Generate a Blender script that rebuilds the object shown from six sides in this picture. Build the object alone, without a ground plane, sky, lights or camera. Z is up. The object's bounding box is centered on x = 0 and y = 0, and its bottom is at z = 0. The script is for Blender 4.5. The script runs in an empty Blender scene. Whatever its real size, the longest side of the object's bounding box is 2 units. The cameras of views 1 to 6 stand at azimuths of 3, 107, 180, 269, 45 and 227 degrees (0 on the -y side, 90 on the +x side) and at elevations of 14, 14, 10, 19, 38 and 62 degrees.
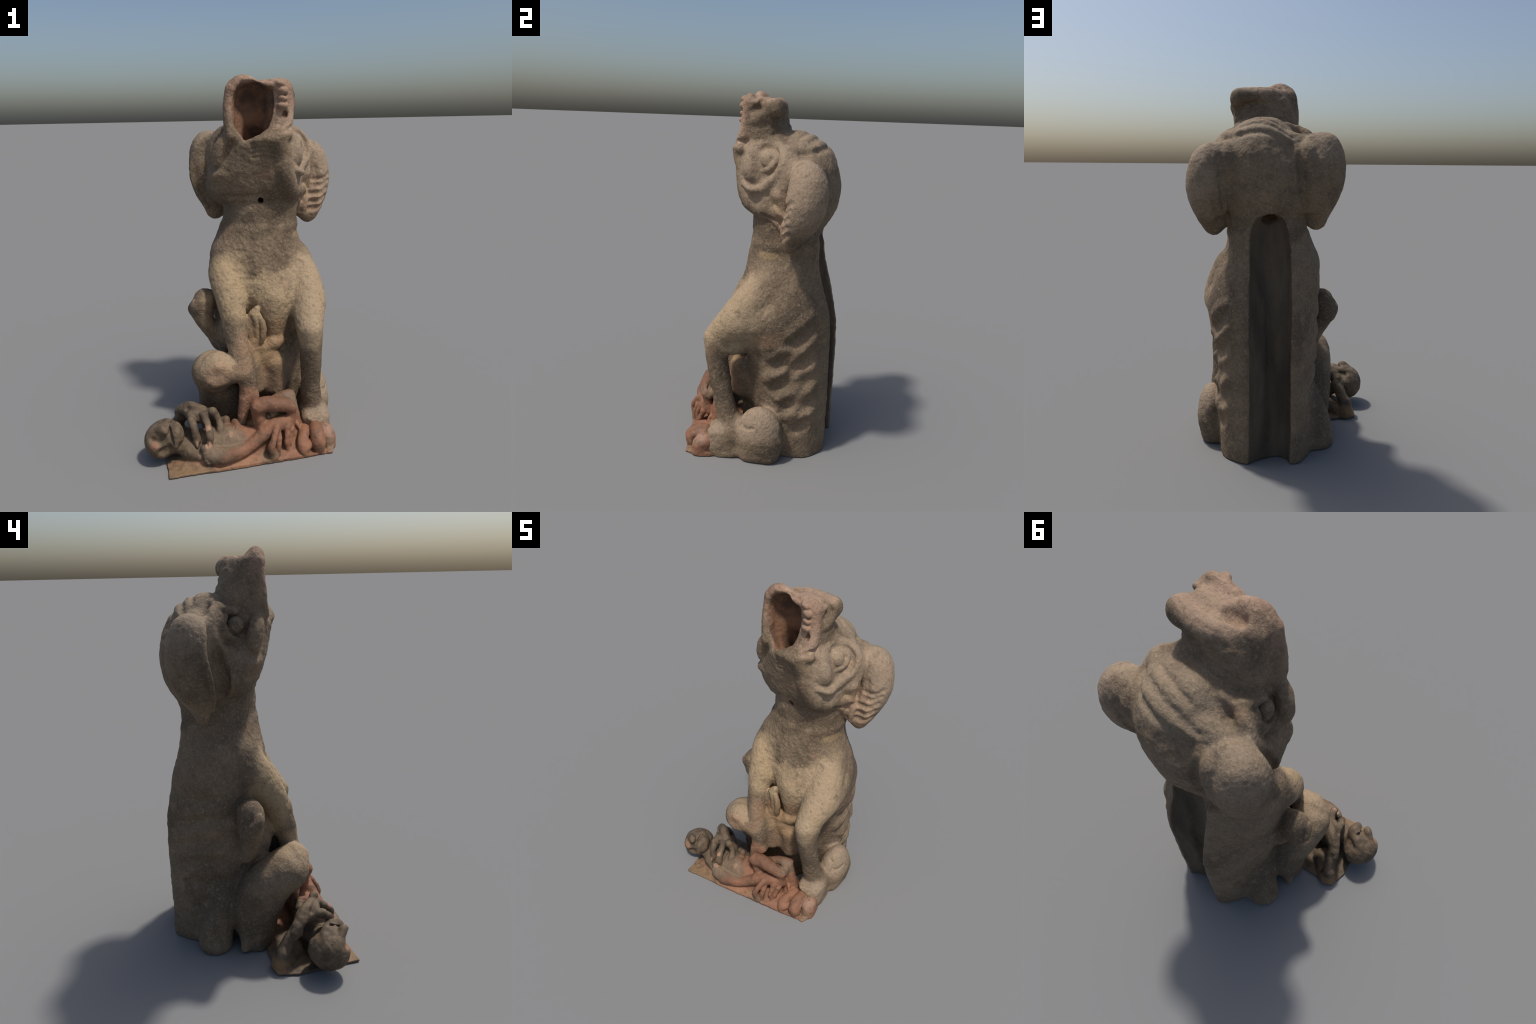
"""Weathered stone gargoyle: a howling seated hound with a gutter down its back,
sitting over a small fallen figure.  The carving is modelled as a signed-distance
sculpture (tapered limbs, lofts, ellipsoids, smooth unions and smooth cuts), meshed,
roughened, and separated into anatomical parts that share one continuous surface."""
import bpy
import numpy as np

FAR = np.float32(1.0)
MARGIN = 0.07

# ------------------------------------------------------------------ labels
LABELS = []
def lab(name):
    if name not in LABELS:
        LABELS.append(name)
    return LABELS.index(name)

# ------------------------------------------------------------------ small maths helpers
def V(*a):
    return np.array(a, float)

def catmull(pts, n):
    """Resample a control polyline (rows = any number of channels) as a Catmull-Rom curve."""
    p = np.array(pts, float)
    if len(p) < 3:
        t = np.linspace(0, 1, n + 1)[:, None]
        return p[0] * (1 - t) + p[-1] * t
    q = np.vstack([2 * p[0] - p[1], p, 2 * p[-1] - p[-2]])
    out = []
    for i in range(1, len(q) - 2):
        t = np.linspace(0, 1, n, endpoint=False)[:, None]
        a, b, c, d = q[i - 1], q[i], q[i + 1], q[i + 2]
        out.append(0.5 * (2 * b + (c - a) * t + (2 * a - 5 * b + 4 * c - d) * t ** 2 + (3 * b - a - 3 * c + d) * t ** 3))
    out.append(p[-1:])
    return np.vstack(out)

def rot_euler(rx, ry, rz):
    rx, ry, rz = np.radians([rx, ry, rz])
    cx, sx, cy, sy, cz, sz = np.cos(rx), np.sin(rx), np.cos(ry), np.sin(ry), np.cos(rz), np.sin(rz)
    X = np.array([[1, 0, 0], [0, cx, -sx], [0, sx, cx]])
    Y = np.array([[cy, 0, sy], [0, 1, 0], [-sy, 0, cy]])
    Z = np.array([[cz, -sz, 0], [sz, cz, 0], [0, 0, 1]])
    return Z @ Y @ X

# ------------------------------------------------------------------ the sculpting field
class Clay:
    def __init__(self, lo, hi, h):
        self.lo, self.h = np.array(lo, float), h
        self.n = np.ceil((np.array(hi) - self.lo) / h).astype(int) + 1
        self.ax = [(self.lo[i] + h * np.arange(self.n[i])).astype(np.float32) for i in range(3)]
        self.d = np.full(self.n, FAR, np.float32)
        self.l = np.zeros(self.n, np.uint8)

    def box(self, lo, hi, pad):
        i0 = np.clip(np.floor((np.array(lo) - pad - self.lo) / self.h).astype(int), 0, self.n)
        i1 = np.clip(np.ceil((np.array(hi) + pad - self.lo) / self.h).astype(int) + 1, 0, self.n)
        s = tuple(slice(a, b) for a, b in zip(i0, i1))
        return s, (self.ax[0][s[0]][:, None, None], self.ax[1][s[1]][None, :, None], self.ax[2][s[2]][None, None, :])

    def put(self, s, e, k, label):
        d, l = self.d[s], self.l[s]
        if label is not None:
            l[e < d] = lab(label)
        if k > 0:
            h = np.maximum(k - np.abs(d - e), 0) / k
            d[...] = np.minimum(d, e) - h * h * (k * 0.25)
        else:
            d[...] = np.minimum(d, e)

    def take(self, s, e, k, label):
        d, l = self.d[s], self.l[s]
        if label is not None:
            l[(-e > d)] = lab(label)
        if k > 0:
            h = np.maximum(k - np.abs(d + e), 0) / k
            d[...] = np.maximum(d, -e) + h * h * (k * 0.25)
        else:
            d[...] = np.maximum(d, -e)

    def apply(self, s, e, k, label, cut):
        (self.take if cut else self.put)(s, e, k, label)

    # --- primitives -----------------------------------------------------
    def ball(self, c, r, label=None, k=0.03, rot=(0, 0, 0), cut=False):
        c, r = np.array(c, float), np.array([r] * 3 if np.isscalar(r) else r, float)
        R = rot_euler(*rot).T
        ext = np.sqrt(((R.T * r) ** 2).sum(1))
        s, (x, y, z) = self.box(c - ext, c + ext, MARGIN)
        x, y, z = x - c[0], y - c[1], z - c[2]
        q = [R[i, 0] * x + R[i, 1] * y + R[i, 2] * z for i in range(3)]
        k0 = np.sqrt(sum((q[i] / r[i]) ** 2 for i in range(3))) + 1e-6
        k1 = np.sqrt(sum((q[i] / r[i] ** 2) ** 2 for i in range(3))) + 1e-6
        self.apply(s, (k0 * (k0 - 1) / k1).astype(np.float32), k, label, cut)

    def brick(self, c, half, rnd, label=None, k=0.03, rot=(0, 0, 0), cut=False):
        c, half = np.array(c, float), np.array(half, float)
        R = rot_euler(*rot).T
        ext = np.abs(R.T) @ half
        s, (x, y, z) = self.box(c - ext, c + ext, MARGIN)
        x, y, z = x - c[0], y - c[1], z - c[2]
        q = [np.abs(R[i, 0] * x + R[i, 1] * y + R[i, 2] * z) - (half[i] - rnd) for i in range(3)]
        out = np.sqrt(sum(np.maximum(a, 0) ** 2 for a in q)) + np.minimum(np.maximum(np.maximum(q[0], q[1]), q[2]), 0) - rnd
        self.apply(s, out.astype(np.float32), k, label, cut)

    def limb(self, pts, label=None, k=0.03, sub=6, cut=False, flat=None):
        """Tapered tube through (x, y, z, radius) control points; flat=(axis, factor) thins it along an axis."""
        p = catmull(pts, sub)
        p[:, 3] = np.maximum(p[:, 3], 0.002)
        M = np.eye(3)
        g = 1.0
        if flat is not None:
            n = np.array(flat[0], float); n /= np.linalg.norm(n)
            M = M + (flat[1] - 1) * np.outer(n, n)
            g = max(1.0, flat[1])
        rmax = p[:, 3].max() / min(1.0, flat[1] if flat else 1.0)
        s, (x, y, z) = self.box(p[:, :3].min(0) - rmax, p[:, :3].max(0) + rmax, MARGIN)
        shape = np.broadcast_shapes(x.shape, y.shape, z.shape)
        best = np.full(shape, FAR, np.float32)
        for a, b in zip(p[:-1], p[1:]):
            rr = max(a[3], b[3]) / min(1.0, flat[1] if flat else 1.0) + MARGIN
            lo, hi = np.minimum(a[:3], b[:3]) - rr, np.maximum(a[:3], b[:3]) + rr
            i0 = [int(np.searchsorted(ax.ravel(), lo[i])) for i, ax in enumerate((x, y, z))]
            i1 = [int(np.searchsorted(ax.ravel(), hi[i])) for i, ax in enumerate((x, y, z))]
            if any(u >= v for u, v in zip(i0, i1)):
                continue
            X, Y, Z = x[i0[0]:i1[0]] - a[0], y[:, i0[1]:i1[1]] - a[1], z[:, :, i0[2]:i1[2]] - a[2]
            q = [M[i, 0] * X + M[i, 1] * Y + M[i, 2] * Z for i in range(3)] if flat is not None else (X, Y, Z)
            ab = M @ (b[:3] - a[:3])
            L = ab @ ab + 1e-12
            t = np.clip((q[0] * ab[0] + q[1] * ab[1] + q[2] * ab[2]) / L, 0, 1)
            e = np.sqrt((q[0] - t * ab[0]) ** 2 + (q[1] - t * ab[1]) ** 2 + (q[2] - t * ab[2]) ** 2) - (a[3] + t * (b[3] - a[3]))
            view = best[i0[0]:i1[0], i0[1]:i1[1], i0[2]:i1[2]]
            np.minimum(view, e / g, out=view)
        self.apply(s, best, k, label, cut)

    def loft(self, rows, label=None, k=0.03, cut=False, cap=0.03):
        """Stack of horizontal superellipse sections: (z, x_low, x_high, y_low, y_high, exponents);
        exponents is one number or four (front-low-x, front-high-x, back-low-x, back-high-x)."""
        r = np.array([list(q[:5]) + (list(q[5]) if np.ndim(q[5]) else [q[5]] * 4) for q in rows], float)
        fine = catmull(r, 10)
        s, (x, y, z) = self.box((r[:, 1].min(), r[:, 3].min(), r[0, 0]), (r[:, 2].max(), r[:, 4].max(), r[-1, 0]), MARGIN)
        zz = z.ravel()
        order = np.argsort(fine[:, 0])
        xl, xh, yl, yh, fl, fr, bl, br = (np.interp(zz, fine[order, 0], fine[order, i]).astype(np.float32) for i in range(1, 9))
        cx, rx, cy, ry = (xl + xh) / 2, (xh - xl) / 2, (yl + yh) / 2, (yh - yl) / 2
        u, v = (x - cx) / rx, (y - cy) / ry
        tx, ty = np.clip(u * 2.0 + 0.5, 0, 1), np.clip(v * 2.0 + 0.5, 0, 1)
        ex = (fl * (1 - tx) + fr * tx) * (1 - ty) + (bl * (1 - tx) + br * tx) * ty
        u, v = np.abs(u), np.abs(v)
        m = (u ** ex + v ** ex + 1e-9) ** (1 / ex)
        e = (m - 1) * np.minimum(rx, ry)
        w = np.maximum(z - r[-1, 0], r[0, 0] - z)
        if cap > 0:
            h = np.maximum(cap - np.abs(e - w), 0) / cap
            e = np.maximum(e, w) + h * h * cap * 0.25
        else:
            e = np.maximum(e, w)
        self.apply(s, e.astype(np.float32), k, label, cut)

    def surface(self, p, way, reach=0.20):
        """First point of the clay met when coming in from p + way*reach."""
        way = np.array(way, float) / np.linalg.norm(way)
        t = np.arange(reach, -reach, -0.0015)[:, None]
        q = np.array(p, float) + t * way
        g = (q - self.lo) / self.h
        i = np.clip(np.floor(g).astype(int), 0, self.n - 2)
        f = np.clip(g - i, 0, 1)
        val = 0
        for a in (0, 1):
            for b in (0, 1):
                for c in (0, 1):
                    w = (f[:, 0] if a else 1 - f[:, 0]) * (f[:, 1] if b else 1 - f[:, 1]) * (f[:, 2] if c else 1 - f[:, 2])
                    val = val + w * self.d[i[:, 0] + a, i[:, 1] + b, i[:, 2] + c]
        hit = np.argmax(val < 0) if (val < 0).any() else len(t) // 2
        return q[hit], way

    def drape(self, pts, way, label=None, lift=0.0, k=0.015, cut=False, sub=6, reach=0.12):
        """A ridge (or a groove, with cut) whose spine is laid on the surface along `way`."""
        fine = catmull(pts, 3)
        out = []
        for p in fine:
            q, w = self.surface(p[:3], way, reach)
            out.append((*(q + w * lift * p[3]), p[3]))
        self.limb(out, label, k, sub=2, cut=cut)

    def prism(self, poly, y0, y1, rnd=0.01, shear=0.0, yref=0.0, label=None, k=0.02, cut=False):
        """Rounded polygon in the xz plane swept along y; the profile sinks by shear*(y-yref)."""
        P = np.array(poly, float)
        drop = abs(shear) * (y1 - y0)
        s, (x, y, z) = self.box((P[:, 0].min(), y0, P[:, 1].min() - drop), (P[:, 0].max(), y1, P[:, 1].max()), MARGIN)
        zz = z + shear * np.maximum(y - yref, 0)
        d2 = np.full(np.broadcast_shapes(x.shape, zz.shape), 9.0, np.float32)
        sg = np.ones_like(d2)
        n = len(P)
        for i in range(n):
            a, b = P[i], P[i - 1]
            e = b - a
            wx, wz = x - a[0], zz - a[1]
            t = np.clip((wx * e[0] + wz * e[1]) / (e @ e), 0, 1)
            d2 = np.minimum(d2, (wx - t * e[0]) ** 2 + (wz - t * e[1]) ** 2)
            c1, c2, c3 = zz >= a[1], zz < b[1], e[0] * wz > e[1] * wx
            sg = np.where((c1 & c2 & c3) | (~c1 & ~c2 & ~c3), -sg, sg)
        e = sg * np.sqrt(d2) - rnd
        e = np.maximum(e, np.maximum(y0 - y, y - y1))
        self.apply(s, e.astype(np.float32), k, label, cut)

    def floor(self, z0=0.0):
        self.d = np.maximum(self.d, (z0 - self.ax[2])[None, None, :])

    # --- meshing (surface nets) -----------------------------------------
    def mesh(self):
        d, n = self.d, self.n
        d[0], d[-1], d[:, 0], d[:, -1], d[:, :, 0], d[:, :, -1] = (FAR,) * 6
        ins = d < 0
        cnt = np.zeros(n - 1, np.uint8)
        corners = [(a, b, c) for a in (0, 1) for b in (0, 1) for c in (0, 1)]
        for a, b, c in corners:
            cnt += ins[a:n[0] - 1 + a, b:n[1] - 1 + b, c:n[2] - 1 + c]
        cells = np.argwhere((cnt > 0) & (cnt < 8))
        ids = np.full(n - 1, -1, np.int32)
        ids[tuple(cells.T)] = np.arange(len(cells))
        val = {c: d[tuple((cells + c).T)] for c in corners}
        acc, num = np.zeros((len(cells), 3)), np.zeros(len(cells))
        for c in corners:
            for axis in range(3):
                if c[axis]:
                    continue
                e = list(c); e[axis] = 1
                v0, v1 = val[c], val[tuple(e)]
                cross = (v0 < 0) != (v1 < 0)
                t = np.where(cross, v0 / np.where(cross, v0 - v1, 1), 0)
                pos = np.tile(np.array(c, float), (len(cells), 1)); pos[:, axis] = t
                acc += pos * cross[:, None]; num += cross
        verts = self.lo + self.h * (cells + acc / num[:, None])
        label = self.l[tuple((cells + (acc / num[:, None] > 0.5)).T)]
        quads = []
        for axis in range(3):
            b, c = (axis + 1) % 3, (axis + 2) % 3
            sl0, sl1 = [slice(None)] * 3, [slice(None)] * 3
            sl0[axis], sl1[axis] = slice(0, -1), slice(1, None)
            e = np.argwhere(ins[tuple(sl0)] != ins[tuple(sl1)])
            e = e[(e[:, b] > 0) & (e[:, c] > 0)]
            flip = ~ins[tuple(e.T)]
            q = []
            for ob, oc in ((1, 1), (0, 1), (0, 0), (1, 0)):
                f = e.copy(); f[:, b] -= ob; f[:, c] -= oc
                q.append(ids[tuple(f.T)])
            q = np.stack(q, 1)
            q[flip] = q[flip][:, ::-1]
            quads.append(q)
        return verts, np.vstack(quads), label

# ------------------------------------------------------------------ mesh helpers
def edges_of(q):
    return np.vstack([q[:, [0, 1]], q[:, [1, 2]], q[:, [2, 3]], q[:, [3, 0]]])

def spread(e, n, a):
    """Average of each vertex's neighbours."""
    w = np.bincount(e[:, 0], minlength=n) + np.bincount(e[:, 1], minlength=n)
    out = np.stack([np.bincount(e[:, 0], a[e[:, 1], i], n) + np.bincount(e[:, 1], a[e[:, 0], i], n) for i in range(a.shape[1])], 1)
    return out / np.maximum(w, 1)[:, None]

def normals_of(v, q):
    fn = np.cross(v[q[:, 2]] - v[q[:, 0]], v[q[:, 3]] - v[q[:, 1]])
    out = np.zeros_like(v)
    for c in range(4):
        for i in range(3):
            out[:, i] += np.bincount(q[:, c], fn[:, i], len(v))
    return out / (np.linalg.norm(out, axis=1, keepdims=True) + 1e-12)

def lattice(ix, iy, iz, seed):
    h = (ix * 374761393 + iy * 668265263 + iz * 2147483647 + seed * 1274126177) & 0xFFFFFFFF
    h = ((h ^ (h >> 13)) * 1274126177) & 0xFFFFFFFF
    h = ((h ^ (h >> 16)) * 2246822519) & 0xFFFFFFFF
    return ((h ^ (h >> 15)) & 0xFFFFFF) / float(0xFFFFFF) * 2 - 1

def noise(p, scale, seed):
    """Smooth value noise in [-1, 1] at feature size `scale` metres."""
    g = p / scale + 100.0
    i = np.floor(g).astype(np.int64)
    f = g - i
    f = f * f * f * (f * (f * 6 - 15) + 10)
    out = 0
    for a in (0, 1):
        for b in (0, 1):
            for c in (0, 1):
                w = (f[:, 0] if a else 1 - f[:, 0]) * (f[:, 1] if b else 1 - f[:, 1]) * (f[:, 2] if c else 1 - f[:, 2])
                out = out + w * lattice(i[:, 0] + a, i[:, 1] + b, i[:, 2] + c, seed)
    return out

def near(p, c, r):
    d = np.linalg.norm((p - np.array(c)) / np.array(r), axis=1)
    t = np.clip(1 - d, 0, 1)
    return t * t * (3 - 2 * t)

#BODY_BEGIN
# ================================================================== THE HOUND
def build_hound():
    c = Clay((-0.42, -0.34, -0.03), (0.60, 0.54, 2.04), 0.0043)
    LIT, SHADE, BACK, FRONT, UP = (1, 0, 0), (-1, 0, 0), (0, 1, 0), (0, -1, 0), (0, 0, 1)

    # --- the seated trunk, a pillar of stone rounded into belly, waist and neck
    c.loft([(-0.10, -0.150, 0.335, 0.08, 0.494, (3, 2.4, 2.7, 2.8)), (0.10, -0.158, 0.345, 0.07, 0.496, (3, 2.2, 2.7, 2.5)), (0.25, -0.165, 0.360, 0.05, 0.498, (3, 2.1, 2.6, 2.2)),
            (0.45, -0.178, 0.371, 0.02, 0.499, (3, 2.2, 2.5, 2.1)), (0.60, -0.190, 0.378, 0.00, 0.499, (3, 2.5, 2.4, 2.0)),
            (0.75, -0.194, 0.390, -0.030, 0.494, (2.7, 2.5, 2.2, 1.95)), (0.85, -0.197, 0.395, -0.045, 0.476, (2.6, 2.2, 2.2, 1.95)),
            (0.95, -0.200, 0.374, -0.042, 0.449, (2.5, 2.1, 2.2, 1.95)), (1.05, -0.195, 0.336, -0.028, 0.418, (2.4, 2.1, 2.2, 1.95)),
            (1.15, -0.155, 0.306, -0.008, 0.402, (2.4, 2.1, 2.2, 2.0)), (1.22, -0.125, 0.302, 0.008, 0.404, (2.4, 2.1, 2.2, 2.1))], "torso", k=0)
    c.loft([(1.18, -0.135, 0.304, 0.006, 0.398, (2.4, 2.1, 2.4, 2.1)), (1.25, -0.117, 0.303, 0.010, 0.406, (2.4, 2.2, 2.2, 2.1)), (1.32, -0.115, 0.308, 0.010, 0.424, (2.4, 2.3, 2.1, 2.2)), (1.44, -0.12, 0.31, 0.03, 0.452, 2.4)], "neck", k=0.02)

    # thick back edges that become the lips of the gutter
    c.limb([(0.182, 0.447, -0.1, 0.034), (0.184, 0.449, 0.60, 0.034), (0.182, 0.440, 0.76, 0.034), (0.178, 0.420, 0.88, 0.034), (0.172, 0.385, 1.00, 0.034), (0.170, 0.370, 1.12, 0.030), (0.170, 0.372, 1.20, 0.026)], "torso", k=0.035)
    c.limb([(-0.062, 0.444, -0.1, 0.032), (-0.062, 0.445, 0.62, 0.032), (-0.062, 0.430, 0.78, 0.032), (-0.062, 0.396, 0.92, 0.030), (-0.056, 0.360, 1.05, 0.028), (-0.050, 0.350, 1.16, 0.026)], "torso", k=0.035)

    # --- head thrown back: cranium, cheeks, jaw
    c.loft([(1.310, -0.135, 0.265, 0.090, 0.410, (2.3, 2.3, 1.8, 2.1)), (1.332, -0.168, 0.290, 0.045, 0.428, (2.2, 2.4, 1.7, 2.1)), (1.360, -0.190, 0.310, 0.008, 0.444, (2.5, 2.8, 1.7, 2.2)), (1.40, -0.205, 0.325, -0.012, 0.460, (2.6, 3.2, 1.6, 2.3)),
            (1.47, -0.206, 0.324, -0.037, 0.472, (2.6, 3.4, 1.65, 2.5)), (1.53, -0.188, 0.322, -0.053, 0.475, (2.4, 3.4, 1.8, 2.5)), (1.60, -0.132, 0.314, -0.068, 0.466, (2.3, 3.2, 1.7, 2.5)),
            (1.65, -0.098, 0.306, -0.078, 0.446, (2.3, 3.0, 1.6, 2.4)), (1.70, -0.080, 0.290, -0.074, 0.417, (2.3, 2.8, 1.5, 2.3)),
            (1.735, -0.055, 0.270, -0.060, 0.380, (2.2, 2.6, 1.5, 2.2)), (1.765, -0.025, 0.243, -0.03, 0.338, (2.1, 2.1, 1.6, 2.1)), (1.80, 0.03, 0.19, 0.03, 0.285, (2.1, 2.1, 1.8, 2.1))], "head", k=0.02)
    # full temples between eye and ear
    c.limb([(-0.045, 0.285, 1.680, 0.040), (-0.085, 0.275, 1.665, 0.045), (-0.120, 0.255, 1.650, 0.048)], "head", k=0.04)
    c.limb([(-0.115, 0.235, 1.655, 0.045), (-0.142, 0.240, 1.595, 0.055), (-0.150, 0.205, 1.500, 0.058), (-0.145, 0.170, 1.430, 0.060)], "head", k=0.04)
    c.limb([(0.285, 0.245, 1.685, 0.045), (0.325, 0.258, 1.590, 0.054), (0.325, 0.218, 1.490, 0.050)], "head", k=0.04)
    # jaw ridge on the lit side of the flat throat panel
    c.limb([(0.215, -0.055, 1.665, 0.028), (0.228, -0.022, 1.600, 0.036), (0.238, -0.012, 1.520, 0.042), (0.252, 0.008, 1.455, 0.042), (0.262, 0.040, 1.410, 0.036), (0.280, 0.120, 1.382, 0.030), (0.300, 0.200, 1.375, 0.026)], "head", k=0.04)
    # muzzle block
    c.loft([(1.66, -0.050, 0.262, -0.050, 0.19, (2.6, 3.0, 2.0, 2.4)), (1.73, -0.073, 0.272, -0.050, 0.205, (3.0, 3.2, 1.9, 2.4)), (1.78, -0.076, 0.280, -0.042, 0.207, (3.2, 3.4, 1.8, 2.4)), (1.84, -0.075, 0.280, -0.034, 0.190, (3.2, 3.4, 1.7, 2.6)),
            (1.90, -0.070, 0.280, -0.034, 0.172, (3.2, 3.4, 1.7, 2.6)), (1.935, -0.062, 0.276, -0.040, 0.145, (3.0, 3.2, 1.8, 2.5)), (1.968, -0.045, 0.258, -0.034, 0.09, 2.6)], "muzzle", k=0.022, cap=0.025)
    # tall lip flap on the shadow side, rolled lip edge on the lit side
    c.limb([(-0.040, -0.010, 1.74, 0.034), (-0.042, -0.006, 1.85, 0.034), (-0.026, -0.004, 1.92, 0.040), (0.005, -0.003, 1.957, 0.041), (0.045, -0.002, 1.966, 0.032), (0.085, 0.002, 1.965, 0.018)], "muzzle", k=0.02)
    c.limb([(-0.040, -0.036, 1.70, 0.024), (-0.050, -0.026, 1.78, 0.024), (-0.050, -0.020, 1.86, 0.024), (-0.036, -0.016, 1.93, 0.026)], "muzzle", k=0.015)
    c.limb([(0.222, -0.056, 1.705, 0.026), (0.250, -0.030, 1.745, 0.027), (0.255, -0.006, 1.81, 0.029), (0.250, 0.004, 1.88, 0.031), (0.236, 0.010, 1.938, 0.031)], "muzzle", k=0.02)
    c.limb([(0.13, 0.000, 1.962, 0.014), (0.20, 0.004, 1.962, 0.016), (0.235, 0.008, 1.955, 0.02)], "muzzle", k=0.015)
    # nose pad, a bar across the top with a curled wing
    c.limb([(0.030, 0.085, 1.925, 0.034), (0.085, 0.122, 1.920, 0.045), (0.17, 0.140, 1.912, 0.050), (0.236, 0.140, 1.905, 0.052)], "nose", k=0.02)
    c.limb([(0.225, 0.13, 1.90, 0.050), (0.255, 0.085, 1.866, 0.036), (0.264, 0.052, 1.845, 0.027), (0.262, 0.034, 1.846, 0.020)], "nose", k=0.015)
    c.limb([(0.292, 0.028, 1.888, 0.012), (0.286, 0.060, 1.900, 0.018), (0.272, 0.085, 1.915, 0.020), (0.255, 0.080, 1.945, 0.016)], None, k=0.012, cut=True)
    c.ball((0.286, 0.058, 1.908), (0.026, 0.022, 0.018), None, k=0.012, cut=True)
    c.limb([(0.095, 0.058, 1.985, 0.020), (0.070, 0.066, 1.962, 0.026), (0.035, 0.060, 1.955, 0.018)], None, k=0.02, cut=True)
    c.limb([(0.12, 0.046, 1.992, 0.018), (0.2, 0.054, 1.990, 0.020), (0.26, 0.045, 1.965, 0.016)], None, k=0.02, cut=True)
    c.limb([(-0.02, 0.090, 1.99, 0.030), (-0.045, 0.110, 1.92, 0.026), (-0.075, 0.125, 1.86, 0.022), (-0.085, 0.13, 1.80, 0.012)], None, k=0.04, cut=True)
    for z in (1.872, 1.838, 1.806):
        c.drape([(0.00, 0.18, z - 0.012, 0.006), (0.09, 0.2, z + 0.004, 0.009), (0.19, 0.2, z - 0.006, 0.009), (0.255, 0.17, z - 0.022, 0.006)], BACK, None, lift=0.25, k=0.02, cut=True)

    # --- brows, eyes, cheek pouches
    # lit side (+x)
    c.limb([(0.185, 0.200, 1.775, 0.018), (0.225, 0.180, 1.758, 0.024), (0.255, 0.140, 1.735, 0.022), (0.268, 0.09, 1.720, 0.014)], "head", k=0.025)
    c.limb([(0.250, 0.175, 1.735, 0.024), (0.300, 0.206, 1.706, 0.030), (0.336, 0.228, 1.645, 0.036), (0.343, 0.200, 1.580, 0.034), (0.325, 0.140, 1.520, 0.022), (0.315, 0.10, 1.495, 0.012)], "head", k=0.025)
    c.limb([(0.292, 0.110, 1.712, 0.013), (0.318, 0.165, 1.700, 0.016), (0.350, 0.196, 1.655, 0.019), (0.356, 0.170, 1.592, 0.020), (0.342, 0.110, 1.560, 0.019)], None, k=0.015, cut=True)
    c.ball((0.340, 0.148, 1.650), (0.026, 0.052, 0.054), None, k=0.015, cut=True)
    c.ball((0.284, 0.138, 1.652), (0.050, 0.048, 0.052), "eye_lit", k=0.004)
    c.limb([(0.300, 0.172, 1.692, 0.010), (0.318, 0.186, 1.668, 0.015), (0.326, 0.178, 1.636, 0.017), (0.322, 0.152, 1.608, 0.016), (0.308, 0.120, 1.596, 0.011)], "eyelid_lit", k=0.012)
    c.ball((0.328, 0.165, 1.660), (0.006, 0.010, 0.012), None, k=0.008, cut=True)
    c.limb([(0.245, 0.040, 1.715, 0.034), (0.272, 0.040, 1.660, 0.042), (0.288, 0.042, 1.600, 0.045), (0.288, 0.048, 1.568, 0.042)], "head", k=0.02)
    c.limb([(0.350, 0.025, 1.525, 0.016), (0.352, 0.068, 1.530, 0.020), (0.340, 0.100, 1.545, 0.016)], None, k=0.012, cut=True)
    c.limb([(0.290, 0.005, 1.520, 0.016), (0.322, 0.045, 1.500, 0.019), (0.330, 0.085, 1.498, 0.015)], "head", k=0.015)
    # shadow side (-x)
    c.limb([(-0.015, 0.200, 1.760, 0.018), (-0.055, 0.180, 1.742, 0.022), (-0.085, 0.140, 1.728, 0.020), (-0.095, 0.09, 1.720, 0.014)], "head", k=0.025)
    c.limb([(-0.075, 0.178, 1.735, 0.024), (-0.125, 0.202, 1.706, 0.030), (-0.160, 0.218, 1.645, 0.036), (-0.168, 0.188, 1.580, 0.034), (-0.155, 0.128, 1.522, 0.024), (-0.148, 0.09, 1.497, 0.014)], "head", k=0.025)
    c.limb([(-0.125, 0.110, 1.712, 0.010), (-0.150, 0.158, 1.700, 0.008), (-0.174, 0.174, 1.655, 0.010), (-0.188, 0.148, 1.592, 0.013), (-0.180, 0.095, 1.562, 0.016)], None, k=0.015, cut=True)
    c.limb([(-0.112, 0.168, 1.702, 0.015), (-0.134, 0.178, 1.655, 0.017), (-0.140, 0.160, 1.600, 0.016)], "head", k=0.02)
    c.ball((-0.150, 0.100, 1.656), (0.046, 0.052, 0.056), None, k=0.010, cut=True)
    c.ball((-0.090, 0.097, 1.657), (0.046, 0.041, 0.045), "eye_shade", k=0.003)
    c.ball((-0.136, 0.094, 1.662), (0.007, 0.014, 0.015), None, k=0.008, cut=True)
    c.limb([(-0.108, 0.138, 1.702, 0.011), (-0.126, 0.152, 1.672, 0.018), (-0.136, 0.144, 1.634, 0.020), (-0.130, 0.116, 1.606, 0.017), (-0.118, 0.082, 1.597, 0.012)], "eyelid_shade", k=0.012)
    c.limb([(-0.060, -0.002, 1.695, 0.030), (-0.092, 0.000, 1.65, 0.038), (-0.110, 0.010, 1.605, 0.042), (-0.114, 0.018, 1.568, 0.038)], "head", k=0.02)
    c.ball((-0.165, 0.032, 1.532), (0.020, 0.028, 0.015), None, k=0.015, cut=True)
    c.limb([(-0.105, 0.000, 1.505, 0.020), (-0.138, 0.022, 1.490, 0.024), (-0.155, 0.055, 1.492, 0.018)], "head", k=0.02)

    # --- wrinkled rolls over the brow and crown
    c.drape([(0.245, 0.30, 1.72, 0.018), (0.148, 0.325, 1.75, 0.024), (0.086, 0.335, 1.75, 0.026), (-0.01, 0.345, 1.74, 0.020)], (0, 0.4, 1), "head", lift=-0.86, k=0.03)
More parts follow.
